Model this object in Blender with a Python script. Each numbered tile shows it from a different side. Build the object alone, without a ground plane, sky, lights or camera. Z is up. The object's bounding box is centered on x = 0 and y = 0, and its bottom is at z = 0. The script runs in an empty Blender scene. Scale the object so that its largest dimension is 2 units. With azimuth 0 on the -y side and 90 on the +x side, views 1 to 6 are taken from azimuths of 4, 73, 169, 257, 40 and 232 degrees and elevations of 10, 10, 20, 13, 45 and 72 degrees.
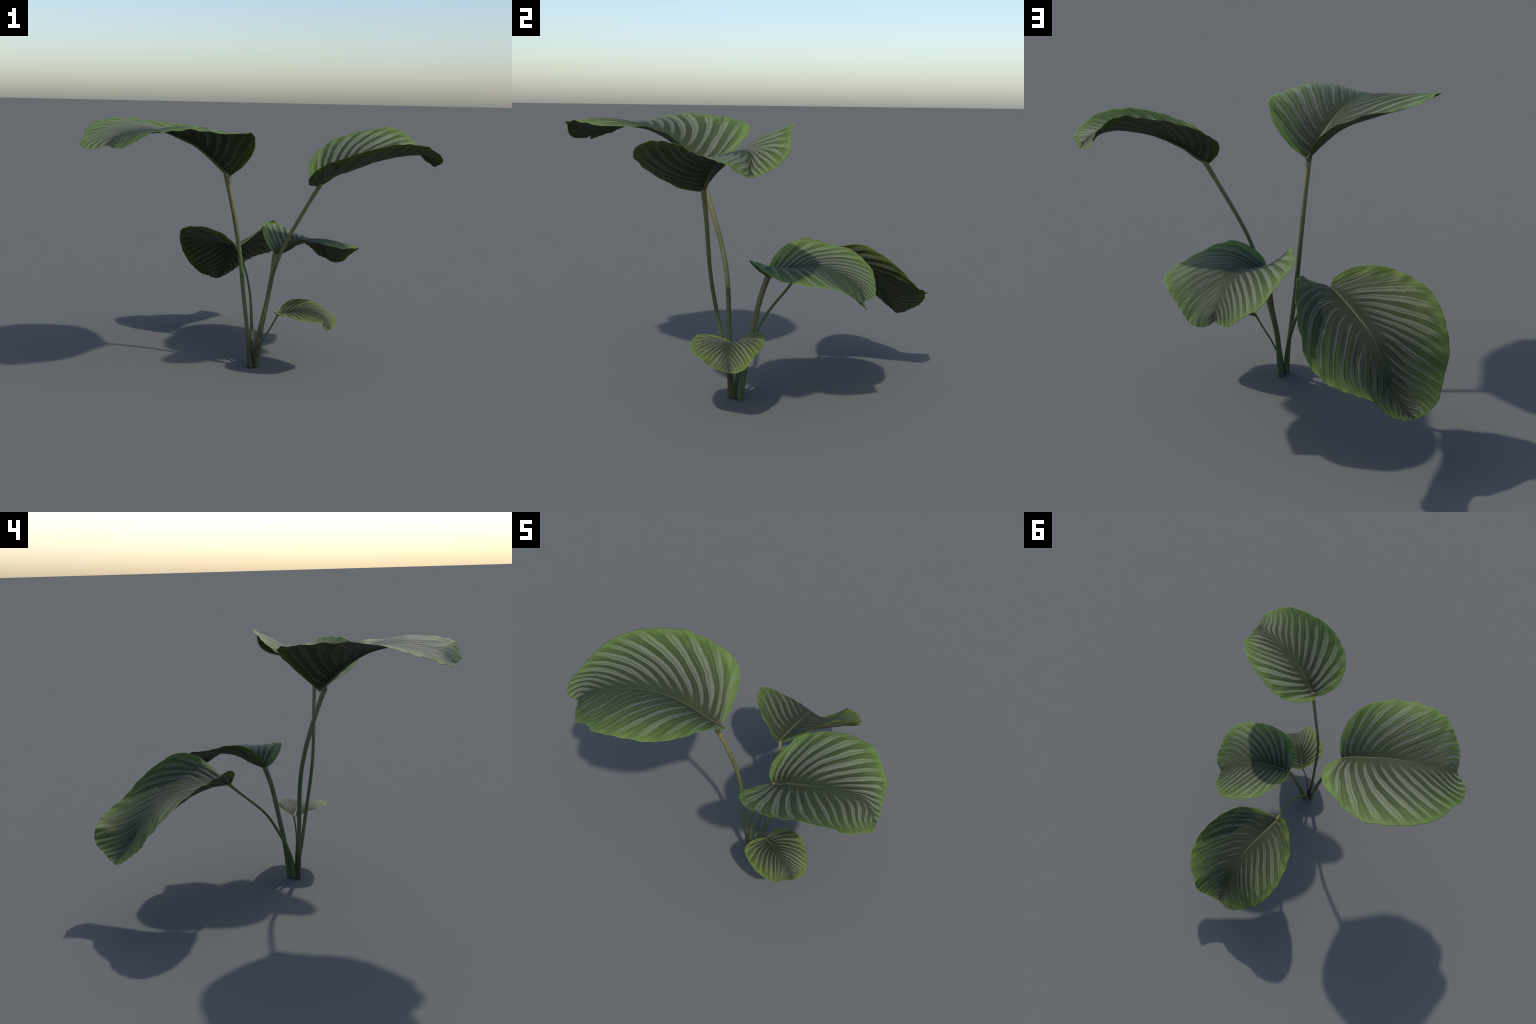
# A potless houseplant: five broad striped leaves on slim stalks rising from one spot.
# Each leaf is described by its base and tip, its midrib, its two margins and how far
# the blade bows away from a straight line between midrib and margin at each vein.

LEAVES = [
    dict(tone='cool', stalk_colour='brown_foot', dense=(220, 141), look=dict(seed=11, veins=15.5, rib=.011, rib_end=.8, wounds=[(.05, .86, .02, .12), (.62, -.8, .03, .08), (.3, -.12, .03, .03)]),
         base=(-0.198, -0.302, 1.157), tip=(-0.773, -0.829, 1.346),
         midrib=[(-0.248, -0.355, 1.212), (-0.305, -0.397, 1.272), (-0.365, -0.443, 1.327), (-0.428, -0.497, 1.372), (-0.497, -0.554, 1.402), (-0.567, -0.617, 1.416), (-0.632, -0.679, 1.413), (-0.688, -0.735, 1.403), (-0.733, -0.785, 1.385)],
         left_margin=[(-0.060, -0.423, 1.295), (-0.048, -0.615, 1.410), (-0.138, -0.797, 1.415), (-0.276, -0.919, 1.429), (-0.378, -0.970, 1.436), (-0.438, -0.991, 1.428), (-0.467, -0.994, 1.419), (-0.520, -0.977, 1.419), (-0.646, -0.947, 1.348)],
         right_margin=[(-0.287, -0.055, 1.386), (-0.549, -0.031, 1.441), (-0.723, -0.101, 1.465), (-0.840, -0.233, 1.474), (-0.935, -0.390, 1.454), (-0.962, -0.528, 1.415), (-0.950, -0.649, 1.382), (-0.941, -0.741, 1.342), (-0.881, -0.811, 1.323)],
         left_bow=[(0.001, -0.003, 0.004), (0.001, -0.001, 0.010), (0.005, 0.004, 0.039), (0.009, 0.011, 0.038), (0.004, 0.016, 0.022), (-0.005, 0.020, 0.006), (-0.016, 0.017, -0.003), (-0.018, 0.008, -0.010), (-0.003, 0.007, 0.007)],
         right_bow=[(-0.023, -0.005, -0.012), (0.022, 0.000, -0.006), (0.007, 0.004, -0.009), (0.006, 0.004, 0.004), (0.017, 0.006, 0.010), (0.017, 0.006, 0.012), (0.009, 0.008, 0.013), (0.010, 0.010, 0.012), (0.003, 0.011, 0.007)],
         stalk=[(-0.065, -0.201, 0.000), (-0.083, -0.205, 0.207), (-0.113, -0.202, 0.454), (-0.138, -0.213, 0.694), (-0.172, -0.263, 0.935), (-0.213, -0.334, 1.166)],
         stalk_radius=[(0, .0165), (.2, .012), (.6, .0125), (.9, .0135), (1, .0155)]),
    dict(tone='cool', stalk_colour='brown_foot', dense=(200, 131), look=dict(seed=23, veins=15.5, rib=.0095, rib_end=.75, wounds=[(.52, .9, .05, .07), (.3, -.55, .03, .04)]),
         base=(0.299, -0.435, 1.130), tip=(0.943, -0.402, 1.245),
         midrib=[(0.363, -0.436, 1.165), (0.413, -0.437, 1.207), (0.464, -0.437, 1.237), (0.526, -0.434, 1.271), (0.603, -0.425, 1.305), (0.685, -0.411, 1.328), (0.761, -0.391, 1.339), (0.828, -0.373, 1.341), (0.890, -0.380, 1.311)],
         left_margin=[(0.251, -0.345, 1.228), (0.338, -0.188, 1.341), (0.514, -0.126, 1.415), (0.687, -0.130, 1.449), (0.782, -0.170, 1.428), (0.836, -0.196, 1.379), (0.864, -0.210, 1.340), (0.888, -0.255, 1.296), (0.916, -0.322, 1.263)],
         right_margin=[(0.253, -0.579, 1.166), (0.333, -0.732, 1.261), (0.533, -0.780, 1.339), (0.692, -0.737, 1.376), (0.833, -0.667, 1.376), (0.911, -0.611, 1.341), (0.958, -0.522, 1.309), (0.973, -0.467, 1.276), (0.955, -0.428, 1.258)],
         left_bow=[(0.003, 0.011, 0.014), (0.002, -0.006, 0.012), (-0.007, -0.003, 0.021), (-0.021, 0.002, 0.009), (-0.021, 0.009, -0.009), (-0.019, -0.001, -0.001), (-0.011, -0.015, 0.007), (-0.004, -0.019, 0.013), (-0.004, -0.010, 0.005)],
         right_bow=[(0.010, -0.011, -0.005), (0.022, -0.003, -0.031), (0.009, -0.002, -0.042), (0.004, -0.008, -0.039), (-0.012, -0.015, -0.036), (-0.016, -0.006, -0.021), (-0.016, -0.008, -0.006), (-0.011, -0.005, 0.003), (-0.002, -0.001, 0.002)],
         stalk=[(-0.042, -0.188, 0.000), (-0.016, -0.244, 0.225), (0.025, -0.287, 0.416), (0.085, -0.344, 0.671), (0.189, -0.387, 0.902), (0.317, -0.436, 1.135)],
         stalk_radius=[(0, .0135), (.2, .0105), (.6, .0100), (.9, .0110), (1, .0130)]),
    dict(tone='cool', stalk_colour='green_foot', dense=(190, 121), look=dict(seed=37, veins=15.5, rib=.0085, rib_end=.75, wounds=[(.05, .86, .02, .12), (.6, -.8, .03, .08)]),
         base=(0.063, -0.052, 0.671), tip=(0.378, 0.347, 0.588),
         midrib=[(0.120, -0.005, 0.683), (0.166, 0.041, 0.704), (0.203, 0.085, 0.729), (0.235, 0.128, 0.741), (0.268, 0.171, 0.740), (0.301, 0.214, 0.724), (0.330, 0.259, 0.702), (0.354, 0.299, 0.674), (0.370, 0.330, 0.637)],
         left_margin=[(-0.015, 0.030, 0.777), (-0.022, 0.153, 0.838), (-0.003, 0.284, 0.821), (0.059, 0.386, 0.797), (0.125, 0.450, 0.754), (0.187, 0.478, 0.697), (0.254, 0.462, 0.652), (0.310, 0.440, 0.604), (0.350, 0.400, 0.588)],
         right_margin=[(0.098, -0.135, 0.735), (0.225, -0.183, 0.787), (0.401, -0.143, 0.742), (0.533, -0.036, 0.720), (0.584, 0.099, 0.701), (0.550, 0.212, 0.657), (0.511, 0.290, 0.602), (0.473, 0.328, 0.567), (0.425, 0.342, 0.562)],
         left_bow=[(-0.004, 0.006, -0.007), (-0.007, 0.006, -0.013), (-0.000, 0.000, -0.005), (-0.000, -0.004, -0.006), (0.001, -0.008, -0.002), (0.001, -0.011, 0.006), (-0.003, -0.005, 0.007), (-0.006, -0.003, 0.010), (-0.005, 0.000, 0.004)],
         right_bow=[(0.007, -0.003, 0.005), (0.009, 0.003, -0.001), (0.003, 0.002, 0.017), (-0.004, -0.002, 0.022), (-0.010, -0.015, 0.009), (-0.005, -0.024, -0.002), (-0.004, -0.023, -0.000), (-0.002, -0.015, 0.004), (0.003, -0.007, 0.004)],
         stalk=[(-0.027, -0.160, 0.000), (-0.015, -0.146, 0.128), (-0.002, -0.130, 0.255), (0.023, -0.109, 0.386), (0.046, -0.084, 0.531), (0.063, -0.043, 0.669)],
         stalk_radius=[(0, .0170), (.3, .0142), (.7, .0138), (.9, .0150), (1, .0160)]),
    dict(tone='warm', stalk_colour='all_green', dense=(210, 131), look=dict(seed=41, veins=17.0, rib=.0115, rib_end=.7, wounds=[(.12, .75, .05, .09), (.25, .85, .05, .08), (.05, -.85, .03, .1)]),
         base=(-0.191, 0.221, 0.658), tip=(-0.393, 0.903, 0.315),
         left_lobe_curl=(.008, -.024, .012),
         midrib=[(-0.206, 0.286, 0.659), (-0.219, 0.360, 0.656), (-0.233, 0.447, 0.650), (-0.250, 0.546, 0.636), (-0.277, 0.639, 0.601), (-0.296, 0.708, 0.545), (-0.310, 0.758, 0.479), (-0.329, 0.796, 0.416), (-0.358, 0.848, 0.364)],
         left_margin=[(-0.394, 0.277, 0.773), (-0.535, 0.398, 0.754), (-0.596, 0.512, 0.720), (-0.623, 0.626, 0.628), (-0.608, 0.723, 0.527), (-0.567, 0.789, 0.440), (-0.529, 0.847, 0.379), (-0.484, 0.884, 0.344), (-0.438, 0.901, 0.325)],
         right_margin=[(-0.057, 0.329, 0.758), (0.024, 0.472, 0.809), (0.059, 0.659, 0.702), (0.043, 0.797, 0.576), (-0.040, 0.917, 0.514), (-0.165, 0.977, 0.473), (-0.249, 0.993, 0.410), (-0.303, 0.954, 0.357), (-0.355, 0.925, 0.328)],
         left_bow=[(-0.003, -0.003, -0.022), (-0.002, -0.010, -0.014), (-0.006, -0.012, -0.017), (-0.002, -0.009, -0.000), (0.002, -0.003, 0.021), (0.002, -0.009, 0.020), (0.006, -0.013, 0.014), (0.004, -0.012, 0.007), (0.001, -0.007, 0.003)],
         right_bow=[(0.011, 0.001, 0.006), (0.042, 0.010, -0.004), (0.056, -0.001, 0.001), (0.024, -0.010, -0.004), (0.017, -0.028, -0.027), (0.032, -0.031, -0.040), (0.034, -0.025, -0.027), (0.024, -0.009, -0.009), (0.016, -0.005, -0.003)],
         stalk=[(-0.057, -0.188, 0.000), (-0.062, -0.145, 0.180), (-0.071, -0.090, 0.293), (-0.090, -0.006, 0.427), (-0.131, 0.115, 0.544), (-0.190, 0.236, 0.660)],
         stalk_radius=[(0, .0125), (.2, .0105), (.55, .0078), (.8, .0068), (.92, .0085), (1, .0125)]),
    dict(tone='warm', stalk_colour='all_green', dense=(140, 91), look=dict(seed=59, veins=14.5, rib=.0052, rib_end=.7, wounds=[(.2, .75, .06, .12)]),
         base=(0.091, -0.224, 0.339), tip=(0.399, -0.334, 0.287),
         midrib=[(0.131, -0.242, 0.345), (0.169, -0.261, 0.360), (0.205, -0.278, 0.377), (0.240, -0.294, 0.389), (0.275, -0.308, 0.388), (0.311, -0.318, 0.379), (0.345, -0.327, 0.366), (0.373, -0.332, 0.347), (0.391, -0.334, 0.320)],
         left_margin=[(0.138, -0.151, 0.397), (0.207, -0.122, 0.416), (0.280, -0.125, 0.410), (0.343, -0.154, 0.387), (0.394, -0.195, 0.368), (0.424, -0.231, 0.344), (0.437, -0.258, 0.317), (0.431, -0.285, 0.299), (0.423, -0.312, 0.291)],
         right_margin=[(0.070, -0.322, 0.382), (0.083, -0.408, 0.395), (0.146, -0.457, 0.387), (0.229, -0.479, 0.373), (0.306, -0.481, 0.365), (0.355, -0.467, 0.359), (0.366, -0.439, 0.333), (0.365, -0.401, 0.310), (0.380, -0.367, 0.292)],
         left_bow=[(-0.000, -0.001, -0.002), (-0.000, -0.001, -0.001), (-0.000, -0.001, 0.001), (0.001, -0.000, 0.009), (-0.001, 0.001, 0.016), (-0.003, 0.001, 0.013), (-0.005, -0.001, 0.009), (-0.003, -0.000, 0.004), (-0.003, 0.001, 0.001)],
         right_bow=[(0.002, 0.002, -0.008), (0.003, 0.002, -0.003), (0.001, 0.001, -0.000), (-0.003, 0.001, 0.002), (-0.007, 0.004, 0.003), (-0.008, 0.006, 0.001), (-0.002, 0.005, 0.003), (0.003, 0.001, 0.002), (0.001, -0.001, 0.001)],
         stalk=[(-0.049, -0.186, 0.000), (-0.039, -0.193, 0.048), (-0.018, -0.202, 0.113), (0.014, -0.216, 0.187), (0.055, -0.226, 0.261), (0.095, -0.225, 0.339)],
         stalk_radius=[(0, .0065), (.2, .0056), (.6, .0046), (.9, .0048), (1, .0056)]),
]

import bpy, math, random
import numpy as np
from mathutils import Vector, noise

random.seed(7)
rng = np.random.default_rng(7)

# ---------------------------------------------------------------------------
#  small curve toolbox
# ---------------------------------------------------------------------------
def spline_weights(u, n):
    """Weights of a smooth interpolating cubic through n evenly spaced knots."""
    h = 1.0 / (n - 1)
    left, right = np.eye(n), np.zeros((n, n))
    for i in range(1, n - 1):
        left[i, i - 1:i + 2] = (1, 4, 1)
        right[i, i - 1:i + 2] = np.array((1, -2, 1)) * 6 / h ** 2
    left[0, 1] = left[-1, -2] = -1
    bend = np.linalg.solve(left, right)
    u = np.asarray(u, float)
    i = np.clip((u / h).astype(int), 0, n - 2)
    t = u / h - i
    w = np.zeros((len(u), n))
    r = np.arange(len(u))
    w[r, i] += 1 - t
    w[r, i + 1] += t
    w += (((1 - t) ** 3 - (1 - t)) * h * h / 6)[:, None] * bend[i]
    w += ((t ** 3 - t) * h * h / 6)[:, None] * bend[i + 1]
    return w


def spline(points, u):
    p = np.asarray(points, float)
    return spline_weights(u, len(p)) @ p


def unit(a):
    return a / (np.linalg.norm(a, axis=-1, keepdims=True) + 1e-12)


def smoothstep(a, b, x):
    t = np.clip((x - a) / (b - a), 0, 1)
    return t * t * (3 - 2 * t)


def wave(x, seed):
    """Smooth irregular 1-D wave in about -1..1."""
    r = np.random.default_rng(seed)
    out = np.zeros_like(x)
    for k in range(1, 6):
        out += r.uniform(.5, 1) / k ** .5 * np.sin(x * k * 1.37 + r.uniform(0, 6.28))
    return out / 2.2


# ---------------------------------------------------------------------------
#  node helpers
# ---------------------------------------------------------------------------
class Graph:
    def __init__(self, name):
        self.mat = bpy.data.materials.new(name)
        self.mat.use_nodes = True
        self.t = self.mat.node_tree
        self.t.nodes.clear()

    def node(self, kind, **props):
        n = self.t.nodes.new(kind)
        for k, v in props.items():
            setattr(n, k, v)
        return n

    def put(self, value, socket):
        if isinstance(value, bpy.types.NodeSocket):
            self.t.links.new(value, socket)
        elif value is not None:
            if isinstance(value, (tuple, list)) and socket.type == 'RGBA' and len(value) == 3:
                value = (*value, 1)
            socket.default_value = value

    def math(self, op, a, b=None, c=None, clamp=False):
        n = self.node('ShaderNodeMath', operation=op, use_clamp=clamp)
        for v, s in zip((a, b, c), n.inputs):
            self.put(v, s)
        return n.outputs[0]

    def step(self, x, lo, hi, a=0.0, b=1.0):
        n = self.node('ShaderNodeMapRange', interpolation_type='SMOOTHSTEP')
        for k, v in zip(('Value', 'From Min', 'From Max', 'To Min', 'To Max'), (x, lo, hi, a, b)):
            self.put(v, n.inputs[k])
        return n.outputs[0]

    def ramp(self, x, stops):
        n = self.node('ShaderNodeValToRGB')
        e = n.color_ramp.elements
        while len(e) > 1:
            e.remove(e[-1])
        for i, (p, c) in enumerate(stops):
            k = e[0] if i == 0 else e.new(p)
            k.position = p
            k.color = (*c, 1) if isinstance(c, tuple) else (c, c, c, 1)
        self.put(x, n.inputs[0])
        return n.outputs[0]

    def mix(self, f, a, b, blend='MIX'):
        n = self.node('ShaderNodeMix', data_type='RGBA', blend_type=blend)
        self.put(f, n.inputs['Factor'])
        self.put(a, n.inputs[6])
        self.put(b, n.inputs[7])
        return n.outputs[2]

    def vec(self, x, y, z=0.0):
        n = self.node('ShaderNodeCombineXYZ')
        for v, s in zip((x, y, z), n.inputs):
            self.put(v, s)
        return n.outputs[0]

    def noise(self, v, scale=1.0, detail=2.0, rough=.5):
        n = self.node('ShaderNodeTexNoise')
        self.put(v, n.inputs['Vector'])
        n.inputs['Scale'].default_value = scale
        n.inputs['Detail'].default_value = detail
        n.inputs['Roughness'].default_value = rough
        return n.outputs[0]

    def white(self, w):
        n = self.node('ShaderNodeTexWhiteNoise', noise_dimensions='1D')
        self.put(w, n.inputs['W'])
        return n.outputs[0]


def leaf_material(name, look, under=False):
    """Striped blade.  Generated coordinates come from the leaf laid flat:
    x runs margin - midrib - margin, y runs from the first vein to the last."""
    g = Graph(name)
    tc = g.node('ShaderNodeTexCoord')
    sep = g.node('ShaderNodeSeparateXYZ')
    g.put(tc.outputs['Generated'], sep.inputs[0])
    across = g.math('MULTIPLY_ADD', sep.outputs[0], 2.0, -1.0)
    side = g.math('SIGN', across)
    edge = g.math('ABSOLUTE', across)                 # 0 midrib .. 1 margin
    along = sep.outputs[1]                             # vein number, 0..1
    obj = tc.outputs['Object']

    # --- stripes: one band per lateral vein, wandering a little ------------
    wander = g.noise(g.vec(g.math('MULTIPLY', along, 6.0), g.math('MULTIPLY', edge, 1.5), g.math('MULTIPLY_ADD', side, 3.0, look['seed'])), 1.0, 3.0)
    u = g.math('MULTIPLY_ADD', g.math('POWER', along, .8), look['veins'], g.math('MULTIPLY', g.math('SUBTRACT', wander, .5), .8))
    u = g.math('ADD', u, g.math('MULTIPLY', side, .23))
    cell = g.math('FLOOR', u)
    tag = g.math('MULTIPLY_ADD', side, 31.7, g.math('ADD', cell, look['seed']))
    rnd = g.white(tag)
    rnd2 = g.white(g.math('ADD', tag, 71.3))
    f = g.math('SUBTRACT', u, cell)
    streak = g.noise(g.vec(g.math('MULTIPLY', u, 4.5), g.math('MULTIPLY', edge, 2.6), side), 1.0, 3.0, .6)
    wid = g.ramp(edge, [(0.0, .0), (.05, .03), (.14, .13), (.4, .215), (.74, .215), (.9, .16), (.98, .04), (1.0, 0.0)])
    wid = g.math('MULTIPLY', wid, g.math('MULTIPLY_ADD', rnd, .55, .72))
    wid = g.math('ADD', wid, g.math('MULTIPLY', g.math('SUBTRACT', streak, .5), .10))
    d = g.math('ABSOLUTE', g.math('SUBTRACT', f, .5))
    band = g.step(g.math('SUBTRACT', wid, d), -.055, .06)
    # thin dark line splitting the pale band
    mid = g.math('ABSOLUTE', g.math('SUBTRACT', f, g.math('MULTIPLY_ADD', rnd2, .16, .42)))
    split = g.step(mid, g.math('MULTIPLY', streak, .03), g.math('MULTIPLY_ADD', streak, .06, .022))
    band = g.math('MULTIPLY', band, g.math('MULTIPLY_ADD', split, .8, .2))
    fine = g.noise(g.vec(g.math('MULTIPLY', u, 13.0), g.math('MULTIPLY', edge, 5.0), side), 1.0, 2.0, .6)
    band = g.math('MULTIPLY', band, g.math('MULTIPLY_ADD', fine, .75, .55), clamp=True)
    # fainter hair stripes between the bands
    hair = g.math('ABSOLUTE', g.math('SUBTRACT', g.math('FRACT', g.math('ADD', u, g.math('MULTIPLY_ADD', rnd2, .2, .4))), .5))
    hair = g.math('MULTIPLY', g.step(hair, .055, .01), g.step(streak, .42, .62))
    hair = g.math('MULTIPLY', hair, g.ramp(edge, [(0.0, 0.0), (.15, .1), (.5, .34), (.85, .3), (1.0, 0.0)]))
    band = g.math('MAXIMUM', band, hair)
    # no stripes where the first veins crowd at the base, nor in the dark strip beside the midrib
    band = g.math('MULTIPLY', band, g.step(along, -.01, .05))
    reach = g.math('MULTIPLY_ADD', g.step(along, .55, .95), -.02, .035)
    band = g.math('MULTIPLY', band, g.step(edge, reach, g.math('ADD', reach, g.math('MULTIPLY_ADD', rnd, .12, .1))))

    # --- green ground -------------------------------------------------------
    cloud = g.noise(obj, 9.0, 4.0)
    e2 = g.math('ADD', edge, g.math('MULTIPLY', g.math('SUBTRACT', cloud, .5), .16))
    e2 = g.math('ADD', e2, g.math('MULTIPLY', g.math('SUBTRACT', streak, .5), .2))
    e2 = g.math('ADD', e2, g.step(along, .06, 0.0, 0.0, .3))
    if under:
        ground = g.ramp(e2, [(0.0, look['u_dark']), (.55, look['u_mid']), (.84, look['u_mid']), (1.0, look['u_rim'])])
        pale = g.ramp(edge, [(0.0, look['u_pale']), (.8, look['u_pale']), (1.0, look['u_rim'])])
    else:
        ground = g.ramp(e2, [(0.0, look['dark']), (.3, look['dark']), (.66, look['mid']), (.9, look['outer']), (1.0, look['rim'])])
        pale = g.ramp(edge, [(0.0, look['pale_in']), (.45, look['pale']), (.84, look['pale_out']), (1.0, look['rim'])])
    veinline = g.step(g.math('ABSOLUTE', g.math('SUBTRACT', g.math('FRACT', g.math('MULTIPLY', u, 3.0)), .5)), .0, .4, .88, 1.05)
    ground = g.mix(1.0, ground, veinline, 'MULTIPLY')
    col = g.mix(band, ground, pale)
    # brownish flecks and dark scribbled wounds
    fleck = g.noise(obj, 26.0, 3.0, .6)
    fleck = g.math('MULTIPLY', g.step(fleck, .70, .76), g.step(g.noise(obj, 5.0, 1.0), .5, .62))
    col = g.mix(g.math('MULTIPLY', fleck, .6), col, (.14, .11, .022))
    if not under:
        for (sa, sv, ra, rv) in look['wounds']:
            dx = g.math('DIVIDE', g.math('SUBTRACT', along, sa), ra)
            dy = g.math('DIVIDE', g.math('SUBTRACT', across, sv), rv)
            rr = g.math('ADD', g.math('MULTIPLY', dx, dx), g.math('MULTIPLY', dy, dy))
            scr = g.math('ABSOLUTE', g.math('SUBTRACT', g.noise(obj, 70.0, 2.0), .5))
            m = g.math('MULTIPLY', g.step(rr, 1.0, .3), g.step(scr, .04, .012))
            col = g.mix(g.math('MULTIPLY', m, .55), col, (.012, .022, .012))
    # --- relief and gloss ---------------------------------------------------
    h = g.math('MULTIPLY_ADD', g.math('COSINE', g.math('MULTIPLY', u, 6.2832 * 3)), .25, g.math('MULTIPLY', fine, .6))
    bump = g.node('ShaderNodeBump')
    bump.inputs['Strength'].default_value = .55
    bump.inputs['Distance'].default_value = .002
    g.put(h, bump.inputs['Height'])
    p = g.node('ShaderNodeBsdfPrincipled')
    g.put(col, p.inputs['Base Color'])
    p.inputs['Roughness'].default_value = .62
    p.inputs['Specular IOR Level'].default_value = .12 if under else .16
    g.put(bump.outputs[0], p.inputs['Normal'])
    tr = g.node('ShaderNodeBsdfTranslucent')
    g.put(g.mix(1.0, col, (.75, 1.0, .35), 'MULTIPLY'), tr.inputs[0])
    sh = g.node('ShaderNodeMixShader')
    sh.inputs[0].default_value = .08
    g.put(p.outputs[0], sh.inputs[1])
    g.put(tr.outputs[0], sh.inputs[2])
    out = g.node('ShaderNodeOutputMaterial')
    g.put(sh.outputs[0], out.inputs[0])
    return g.mat


def stalk_material(name, stops, fleck_col=(.035, .03, .012)):
    g = Graph(name)
    tc = g.node('ShaderNodeTexCoord')
    sep = g.node('ShaderNodeSeparateXYZ')
    g.put(tc.outputs['Generated'], sep.inputs[0])
    mp = g.node('ShaderNodeMapping')
    mp.inputs['Scale'].default_value = (60, 60, 5)
    g.put(tc.outputs['Object'], mp.inputs[0])
    fib = g.noise(mp.outputs[0], 1.0, 3.0, .6)
    z = g.math('ADD', sep.outputs[2], g.math('MULTIPLY', g.math('SUBTRACT', fib, .5), .10))
    col = g.ramp(z, stops)
    col = g.mix(1.0, col, g.ramp(fib, [(.3, .82), (.7, 1.12)]), 'MULTIPLY')
    blot = g.noise(tc.outputs['Object'], 28.0, 4.0, .65)
    col = g.mix(g.step(blot, .66, .74, 0.0, .6), col, fleck_col)
    bump = g.node('ShaderNodeBump')
    bump.inputs['Strength'].default_value = .3
    bump.inputs['Distance'].default_value = .002
    g.put(fib, bump.inputs['Height'])
    p = g.node('ShaderNodeBsdfPrincipled')
    g.put(col, p.inputs['Base Color'])
    p.inputs['Roughness'].default_value = .52
    p.inputs['Specular IOR Level'].default_value = .35
    g.put(bump.outputs[0], p.inputs['Normal'])
    out = g.node('ShaderNodeOutputMaterial')
    g.put(p.outputs[0], out.inputs[0])
    return g.mat


def midrib_material(name, near, far):
    """Tan rib that darkens into the blade towards the tip (Generated y runs along it)."""
    g = Graph(name)
    tc = g.node('ShaderNodeTexCoord')
    sep = g.node('ShaderNodeSeparateXYZ')
    g.put(tc.outputs['Generated'], sep.inputs[0])
    n = g.noise(tc.outputs['Object'], 45.0, 3.0)
    t = g.math('ADD', sep.outputs[1], g.math('MULTIPLY', g.math('SUBTRACT', n, .5), .3))
    col = g.ramp(t, [(0.0, near), (.35, tuple(.6 * a + .4 * b for a, b in zip(near, far))), (.75, far), (1.0, far)])
    p = g.node('ShaderNodeBsdfPrincipled')
    g.put(col, p.inputs['Base Color'])
    p.inputs['Roughness'].default_value = .55
    p.inputs['Specular IOR Level'].default_value = .3
    out = g.node('ShaderNodeOutputMaterial')
    g.put(p.outputs[0], out.inputs[0])
    return g.mat


# ---------------------------------------------------------------------------
#  mesh helpers
# ---------------------------------------------------------------------------
def make_mesh(name, verts, faces, flat=None, face_mats=None, smooth=None):
    me = bpy.data.meshes.new(name)
    me.from_pydata([tuple(v) for v in verts], [], faces)
    if face_mats is not None:
        me.polygons.foreach_set('material_index', face_mats)
    me.polygons.foreach_set('use_smooth', [True] * len(me.polygons) if smooth is None else smooth)
    me.update()
    if flat is not None:                      # the same mesh laid out flat: source of its Generated coordinates
        fm = bpy.data.meshes.new(name + '_flat')
        fm.from_pydata([tuple(v) for v in flat], [], faces)
        fm.update()
        me.texture_mesh = fm
        for m in (me, fm):
            m.use_auto_texspace = False
            m.texspace_location, m.texspace_size = (0, 0, 0), (1, 1, 1)
    return me


def add(name, me, parent, mats):
    ob = bpy.data.objects.new(name, me)
    bpy.context.scene.collection.objects.link(ob)
    for m in mats:
        me.materials.append(m)
    ob.parent = parent
    if me.texture_mesh:                       # fine unevenness of the living surface
        lumps = ob.modifiers.new('lumps', 'DISPLACE')
        lumps.texture = LUMPS
        lumps.texture_coords = 'LOCAL'
        lumps.strength, lumps.mid_level = .0012, .5
    return ob


def blade_point_fn(spec):
    """Blade as a set of veins: each vein leaves the midrib, passes through a
    bowed half-way point and ends at the margin; all of them start at the base
    of the blade and close up at its tip."""
    base, tip = np.array(spec['base']), np.array(spec['tip'])
    close = lambda rows: np.vstack([base, np.array(rows), tip])
    rib, lm, rm = close(spec['midrib']), close(spec['left_margin']), close(spec['right_margin'])
    zero = np.zeros((1, 3))
    curl = np.array(spec.get('left_lobe_curl', (0, 0, 0)))     # rounded lobe behind the joint
    lb = np.vstack([zero, spec['left_bow'], zero])
    rb = np.vstack([zero, spec['right_bow'], zero])

    def at(s, v):
        w = spline_weights(s, len(rib))
        m = w @ rib
        e = np.where((v > 0)[:, None], w @ lm + curl * (s / .03 * np.exp(1 - s / .03))[:, None], w @ rm)
        b = np.where((v > 0)[:, None], w @ lb, w @ rb)
        a = np.abs(v)[:, None]
        return m + (e - m) * a + 4 * a * (1 - a) * b
    return at


# half outline of a flat, unrolled blade of length 1 (base, lobe, widest part, blunt tip)
OUTLINE = np.array([(0, 0), (.12, -.05), (.27, -.03), (.40, .08), (.47, .25), (.49, .42), (.46, .60),
                    (.39, .76), (.27, .89), (.13, .97), (0, 1)])
# share of that outline reached by the vein that leaves the midrib at a given height
VEIN_START = (0, .03, .07, .15, .22, .3, .45, .6, .77, .9, 1)
VEIN_END = (0, .24, .35, .50, .60, .69, .79, .865, .925, .965, 1)


def share_along(line):
    arc = np.concatenate([[0], np.cumsum(np.linalg.norm(np.diff(line, axis=0), axis=1))])
    return arc / arc[-1]


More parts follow.
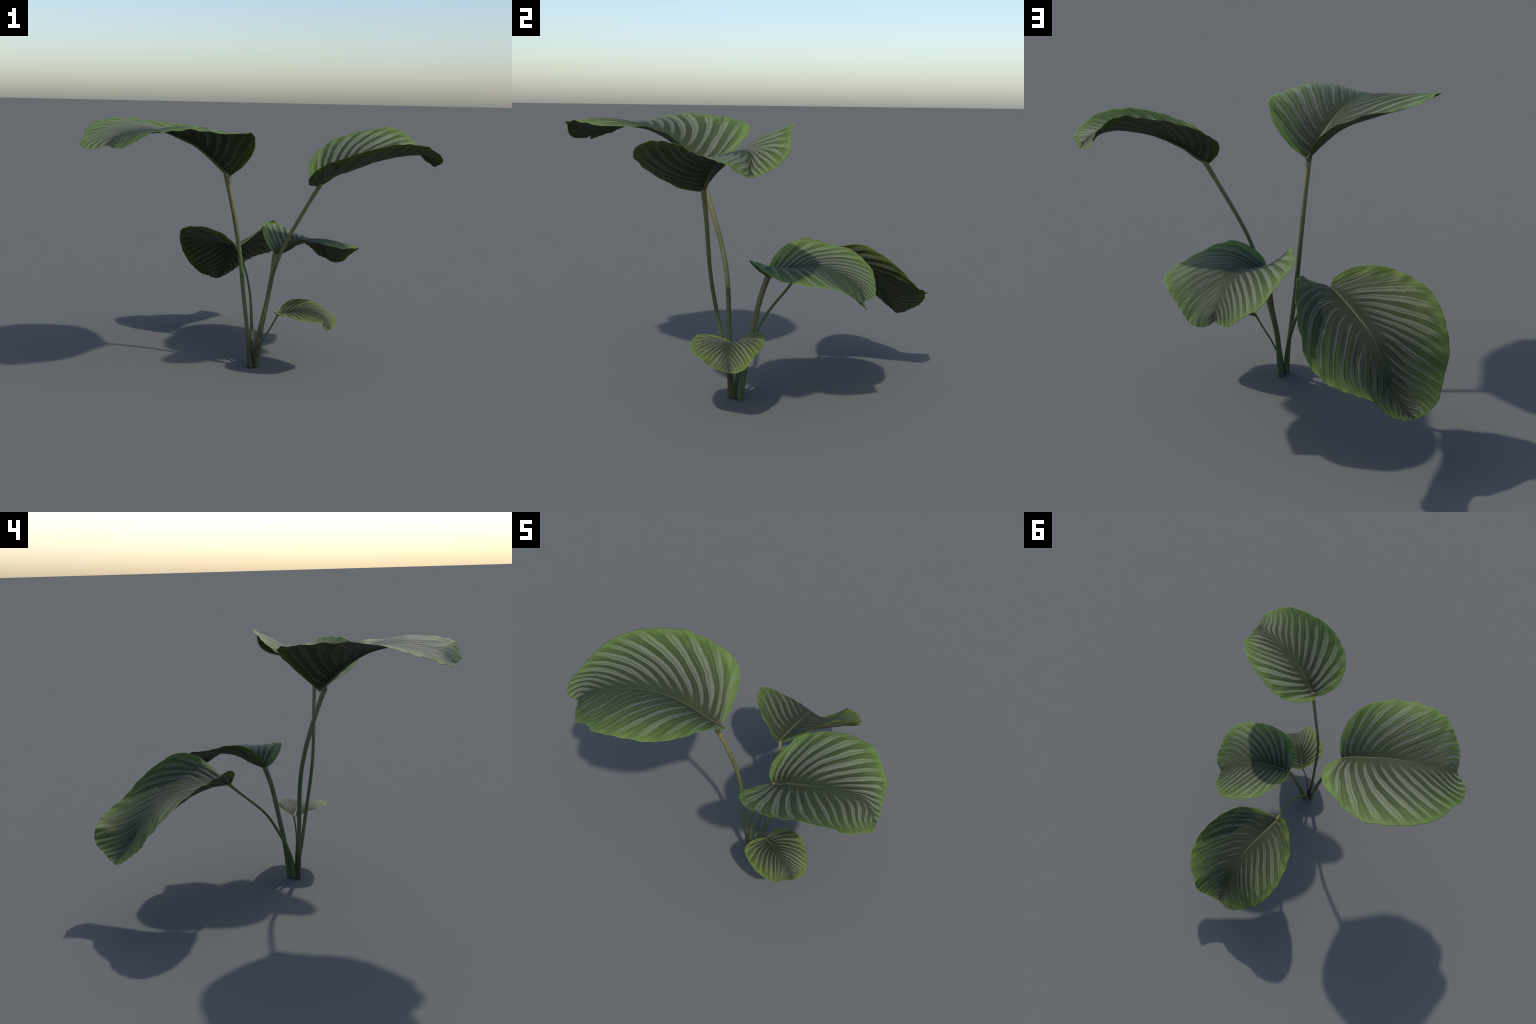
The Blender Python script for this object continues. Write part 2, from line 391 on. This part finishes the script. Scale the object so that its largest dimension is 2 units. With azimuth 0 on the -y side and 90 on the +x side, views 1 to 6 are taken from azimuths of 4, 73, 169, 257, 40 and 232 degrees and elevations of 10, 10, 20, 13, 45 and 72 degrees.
def vein_number(at, s, v):
    """Unroll the blade to the flat outline and find which lateral vein passes through
    each point.  The vein is named by where it leaves the midrib (0 base .. 1 tip); it
    runs nearly straight, sweeping forward, and bends a little more near the margin.
    Also returns how far along its own base-to-tip line the point lies."""
    ss = np.linspace(0, 1, 400)
    qs = np.linspace(0, 1, 240)
    cut = share_along(OUTLINE)
    edge = np.stack([np.interp(ss, cut, OUTLINE[:, k]) for k in (0, 1)], -1)
    end = np.interp(qs, VEIN_START, VEIN_END)
    ex, ey = (np.interp(end, cut, OUTLINE[:, k]) for k in (0, 1))
    out, way = np.zeros_like(s), np.zeros_like(s)
    t_all = np.round(np.clip(np.abs(v), 0, 1) * 120) / 120
    for sign in (1, -1):
        side = (v > 0) if sign > 0 else (v <= 0)
        for t in np.unique(t_all[side]):
            k = side & (t_all == t)
            share = np.interp(s[k], ss, share_along(at(ss, np.full(400, sign * max(t, 1e-9)))))
            column = np.stack([edge[:, 0] * t, ss * (1 - t) + edge[:, 1] * t], -1)
            flat_share = share_along(column)
            x, y = (np.interp(share, flat_share, column[:, c]) for c in (0, 1))
            r = np.clip(x[:, None] / (ex + 1e-4), 0, 1.0)
            above = qs + (ey - qs) * r ** 1.2 - y[:, None]
            above = np.maximum.accumulate(above, axis=1)
            j = np.clip((above < 0).sum(axis=1), 1, len(qs) - 1)
            row = np.arange(len(j))
            lo, hi = above[row, j - 1], above[row, j]
            out[k] = qs[j - 1] + (qs[j] - qs[j - 1]) * np.clip(-lo / (hi - lo + 1e-9), 0, 1)
            way[k] = share
    return out, way


def build_blade(spec, n_s, n_v, mats, parent, look):
    at = blade_point_fn(spec)
    size = np.linalg.norm(np.array(spec['tip']) - np.array(spec['base']))
    lin = np.linspace(0, 1, n_s)
    s1 = .004 + .992 * (.55 * lin + .45 * (.5 - .5 * np.cos(np.pi * lin)))
    v1 = np.linspace(-1, 1, n_v)
    S, V = np.meshgrid(s1, v1, indexing='ij')
    s, v = S.ravel(), V.ravel()
    av = np.abs(v)
    seed = look['seed']
    # nibbled, slightly uneven margin: shorten or lengthen each vein a little
    q, way = vein_number(at, s, v)
    ruff = np.where(v > 0, wave(way * 11, seed + 1), wave(way * 11, seed + 2)) * .6 + np.where(v > 0, wave(way * 27, seed + 3), wave(way * 27, seed + 4)) * .4
    fade = smoothstep(0, .1, way) * smoothstep(1, .95, way)
    vv = np.clip(v * (1 + .019 * ruff * fade * av ** 3), -1.03, 1.03)
    P = at(s, vv)
    G = P.reshape(n_s, n_v, 3)
    N = unit(np.cross(np.gradient(G, axis=0), np.gradient(G, axis=1)).reshape(-1, 3))
    # corrugation: the blade is gently pleated between its lateral veins, and the margin ripples
    pleat = np.sin(2 * np.pi * (np.clip(q, 0, 1) ** .8 * look['veins'] + .23 * np.sign(v)))
    lift = .0040 * size * pleat * smoothstep(.05, .35, av) * (1 - .4 * av) * fade
    lift += size * .009 * smoothstep(.55, 1.0, av) * fade * np.where(v > 0, wave(way * 15, seed + 5), wave(way * 15, seed + 6))
    lift += size * .004 * np.array([noise.noise(Vector(p) * 7.0 + Vector((seed, 0, 0))) for p in P]) * smoothstep(0, .3, av)
    P = P + N * lift[:, None]
    G = P.reshape(n_s, n_v, 3)
    N = unit(np.cross(np.gradient(G, axis=0), np.gradient(G, axis=1)).reshape(-1, 3))
    half = (.0021 * size ** .5 * (1 - .8 * smoothstep(.6, 1.0, av)))[:, None]
    top, bot = P + N * half, P - N * half
    n = n_s * n_v
    verts = np.vstack([top, bot])
    uv = np.stack([v, 2 * q - 1, np.full(n, .02)], -1)
    flat = np.vstack([uv, uv * (1, 1, -1)])
    faces, fm = [], []
    idx = lambda i, j: i * n_v + j
    for i in range(n_s - 1):
        for j in range(n_v - 1):
            a, b, c, d = idx(i, j), idx(i + 1, j), idx(i + 1, j + 1), idx(i, j + 1)
            faces.append((a, b, c, d)); fm.append(0)
            faces.append((d + n, c + n, b + n, a + n)); fm.append(1)
    n_faces = len(faces)
    rim = [idx(i, 0) for i in range(n_s)] + [idx(n_s - 1, j) for j in range(1, n_v)] + [idx(i, n_v - 1) for i in range(n_s - 2, -1, -1)] + [idx(0, j) for j in range(n_v - 2, 0, -1)]
    for a, b in zip(rim, rim[1:] + rim[:1]):
        faces.append((b, a, a + n, b + n)); fm.append(0)
    me = make_mesh('leaf_blade', verts, faces, flat, fm, [k < n_faces for k in range(len(faces))])
    ob = add('leaf', me, parent, mats)

    # midrib: a flattened tapering rib lying in the blade
    k, ring = 60, 14
    t = np.linspace(0.0, look['rib_end'], k)
    c = at(np.clip(t, .0005, 1), np.full(k, 1e-9))
    l1, r1 = at(np.clip(t, .02, 1), np.full(k, .12)), at(np.clip(t, .02, 1), np.full(k, -.12))
    tan = unit(np.gradient(c, axis=0))
    across = unit(l1 - r1)
    nor = unit(np.cross(tan, across))
    across = np.cross(nor, tan)
    q = t / look['rib_end']
    wid = look['rib'] * (1 - q) ** .8 + .0012
    hup = (.0021 * size ** .5 + .42 * look['rib'] * (1 - q) + .0004)
    hdn = (.0021 * size ** .5 + look['rib'] * .75 * (1 - q) ** .9 + .0003)
    verts, flat = [], []
    for i in range(k):
        for j in range(ring):
            a = 2 * math.pi * j / ring
            y = math.sin(a)
            off = across[i] * (wid[i] * math.cos(a)) + nor[i] * (y * (hup[i] if y > 0 else hdn[i]))
            verts.append(c[i] + off)
            flat.append((math.cos(a), 2 * q[i] - 1, y))
    faces = [(i * ring + j, i * ring + (j + 1) % ring, (i + 1) * ring + (j + 1) % ring, (i + 1) * ring + j) for i in range(k - 1) for j in range(ring)]
    faces += [tuple(range(ring))[::-1], tuple((k - 1) * ring + j for j in range(ring))]
    add('midrib', make_mesh('midrib', verts, faces, flat), ob, [look['rib_mat']])
    return ob


def build_stalk(path, radii, mat, parent, lead, seed):
    """Round leaf stalk swept along a spline; 'lead' is where the midrib sets off."""
    k, ring = 90, 20
    u = np.linspace(0, 1, k)
    c = spline(path, u)
    r = np.interp(u, [a for a, _ in radii], [b for _, b in radii])
    r = r * (1 + .03 * wave(u * 16, seed))
    # rounded tip that leans into the midrib
    tail = unit(np.array(lead) - c[-1]) * .6 + unit(c[-1] - c[-2]) * .4
    extra, rr = [], []
    for q in (.25, .5, .75, .92, 1.0):
        extra.append(c[-1] + tail * r[-1] * 1.0 * q)
        rr.append(r[-1] * math.sqrt(max(1 - q * q, .001)))
    c = np.vstack([c, extra])
    r = np.concatenate([r, rr])
    tan = unit(np.gradient(c, axis=0))
    tan[0] = tan[0] * .3 + np.array((0, 0, .7))
    tan = unit(tan)
    ref = np.array((1.0, 0, 0))
    verts = []
    for i in range(len(c)):
        ref = ref - tan[i] * (ref @ tan[i])
        ref = ref / np.linalg.norm(ref)
        bi = np.cross(tan[i], ref)
        for j in range(ring):
            a = 2 * math.pi * j / ring
            p = c[i] + (ref * math.cos(a) + bi * math.sin(a)) * r[i]
            if i == 0:
                p[2] = 0.0
            p[2] = max(p[2], 0.0)
            verts.append(p)
    m = len(c)
    faces = [(i * ring + j, i * ring + (j + 1) % ring, (i + 1) * ring + (j + 1) % ring, (i + 1) * ring + j) for i in range(m - 1) for j in range(ring)]
    faces += [tuple(range(ring))[::-1], tuple((m - 1) * ring + j for j in range(ring))]
    return add('leaf_stalk', make_mesh('leaf_stalk', verts, faces), parent, [mat])


# ---------------------------------------------------------------------------
#  colours
# ---------------------------------------------------------------------------
COOL = dict(dark=(.034, .046, .021), mid=(.047, .069, .023), outer=(.077, .116, .030), rim=(.118, .180, .048),
            pale_in=(.090, .104, .078), pale=(.130, .140, .106), pale_out=(.158, .190, .102),
            u_dark=(.027, .038, .018), u_mid=(.038, .060, .016), u_rim=(.066, .108, .020), u_pale=(.098, .104, .082))
WARM = dict(dark=(.028, .037, .018), mid=(.043, .062, .019), outer=(.073, .106, .024), rim=(.114, .162, .034),
            pale_in=(.085, .087, .062), pale=(.124, .125, .090), pale_out=(.158, .170, .086),
            u_dark=(.026, .034, .016), u_mid=(.040, .055, .013), u_rim=(.070, .100, .016), u_pale=(.090, .092, .066))

GREEN, OLIVE, TAN, BROWN = (.060, .095, .033), (.105, .112, .045), (.165, .150, .062), (.060, .048, .023)
BLUISH = (.056, .086, .038)

LUMPS = bpy.data.textures.new('lumps', 'CLOUDS')
LUMPS.noise_scale = .03

plant = bpy.data.objects.new('striped_leaf_plant', None)
bpy.context.scene.collection.objects.link(plant)
plant['label'] = 'small plant with five round striped green leaves on slim stalks'
plant['category'] = 'houseplant'

for spec in LEAVES:
    look = dict(COOL if spec['tone'] == 'cool' else WARM)
    look.update(spec['look'])
    look['rib_mat'] = midrib_material('midrib_tan', (.102, .092, .042), (.030, .042, .020) if spec['tone'] == 'cool' else (.034, .038, .018))
    mats = [leaf_material('striped_blade', look), leaf_material('blade_underside', look, True)]
    dense = spec['dense']
    leaf = build_blade(spec, dense[0], dense[1], mats, plant, look)
    stops = {'brown_foot': [(0.0, BROWN), (.10, BROWN), (.22, OLIVE), (.5, GREEN), (.72, OLIVE), (.9, TAN), (1.0, TAN)],
             'green_foot': [(0.0, BLUISH), (.3, GREEN), (.6, OLIVE), (.85, (.135, .125, .055)), (1.0, OLIVE)],
             'all_green': [(0.0, GREEN), (.5, (.062, .092, .026)), (.85, (.085, .100, .028)), (1.0, TAN)]}[spec['stalk_colour']]
    build_stalk(spec['stalk'], spec['stalk_radius'], stalk_material('stalk_skin', stops), plant, spec['midrib'][0], look['seed'])
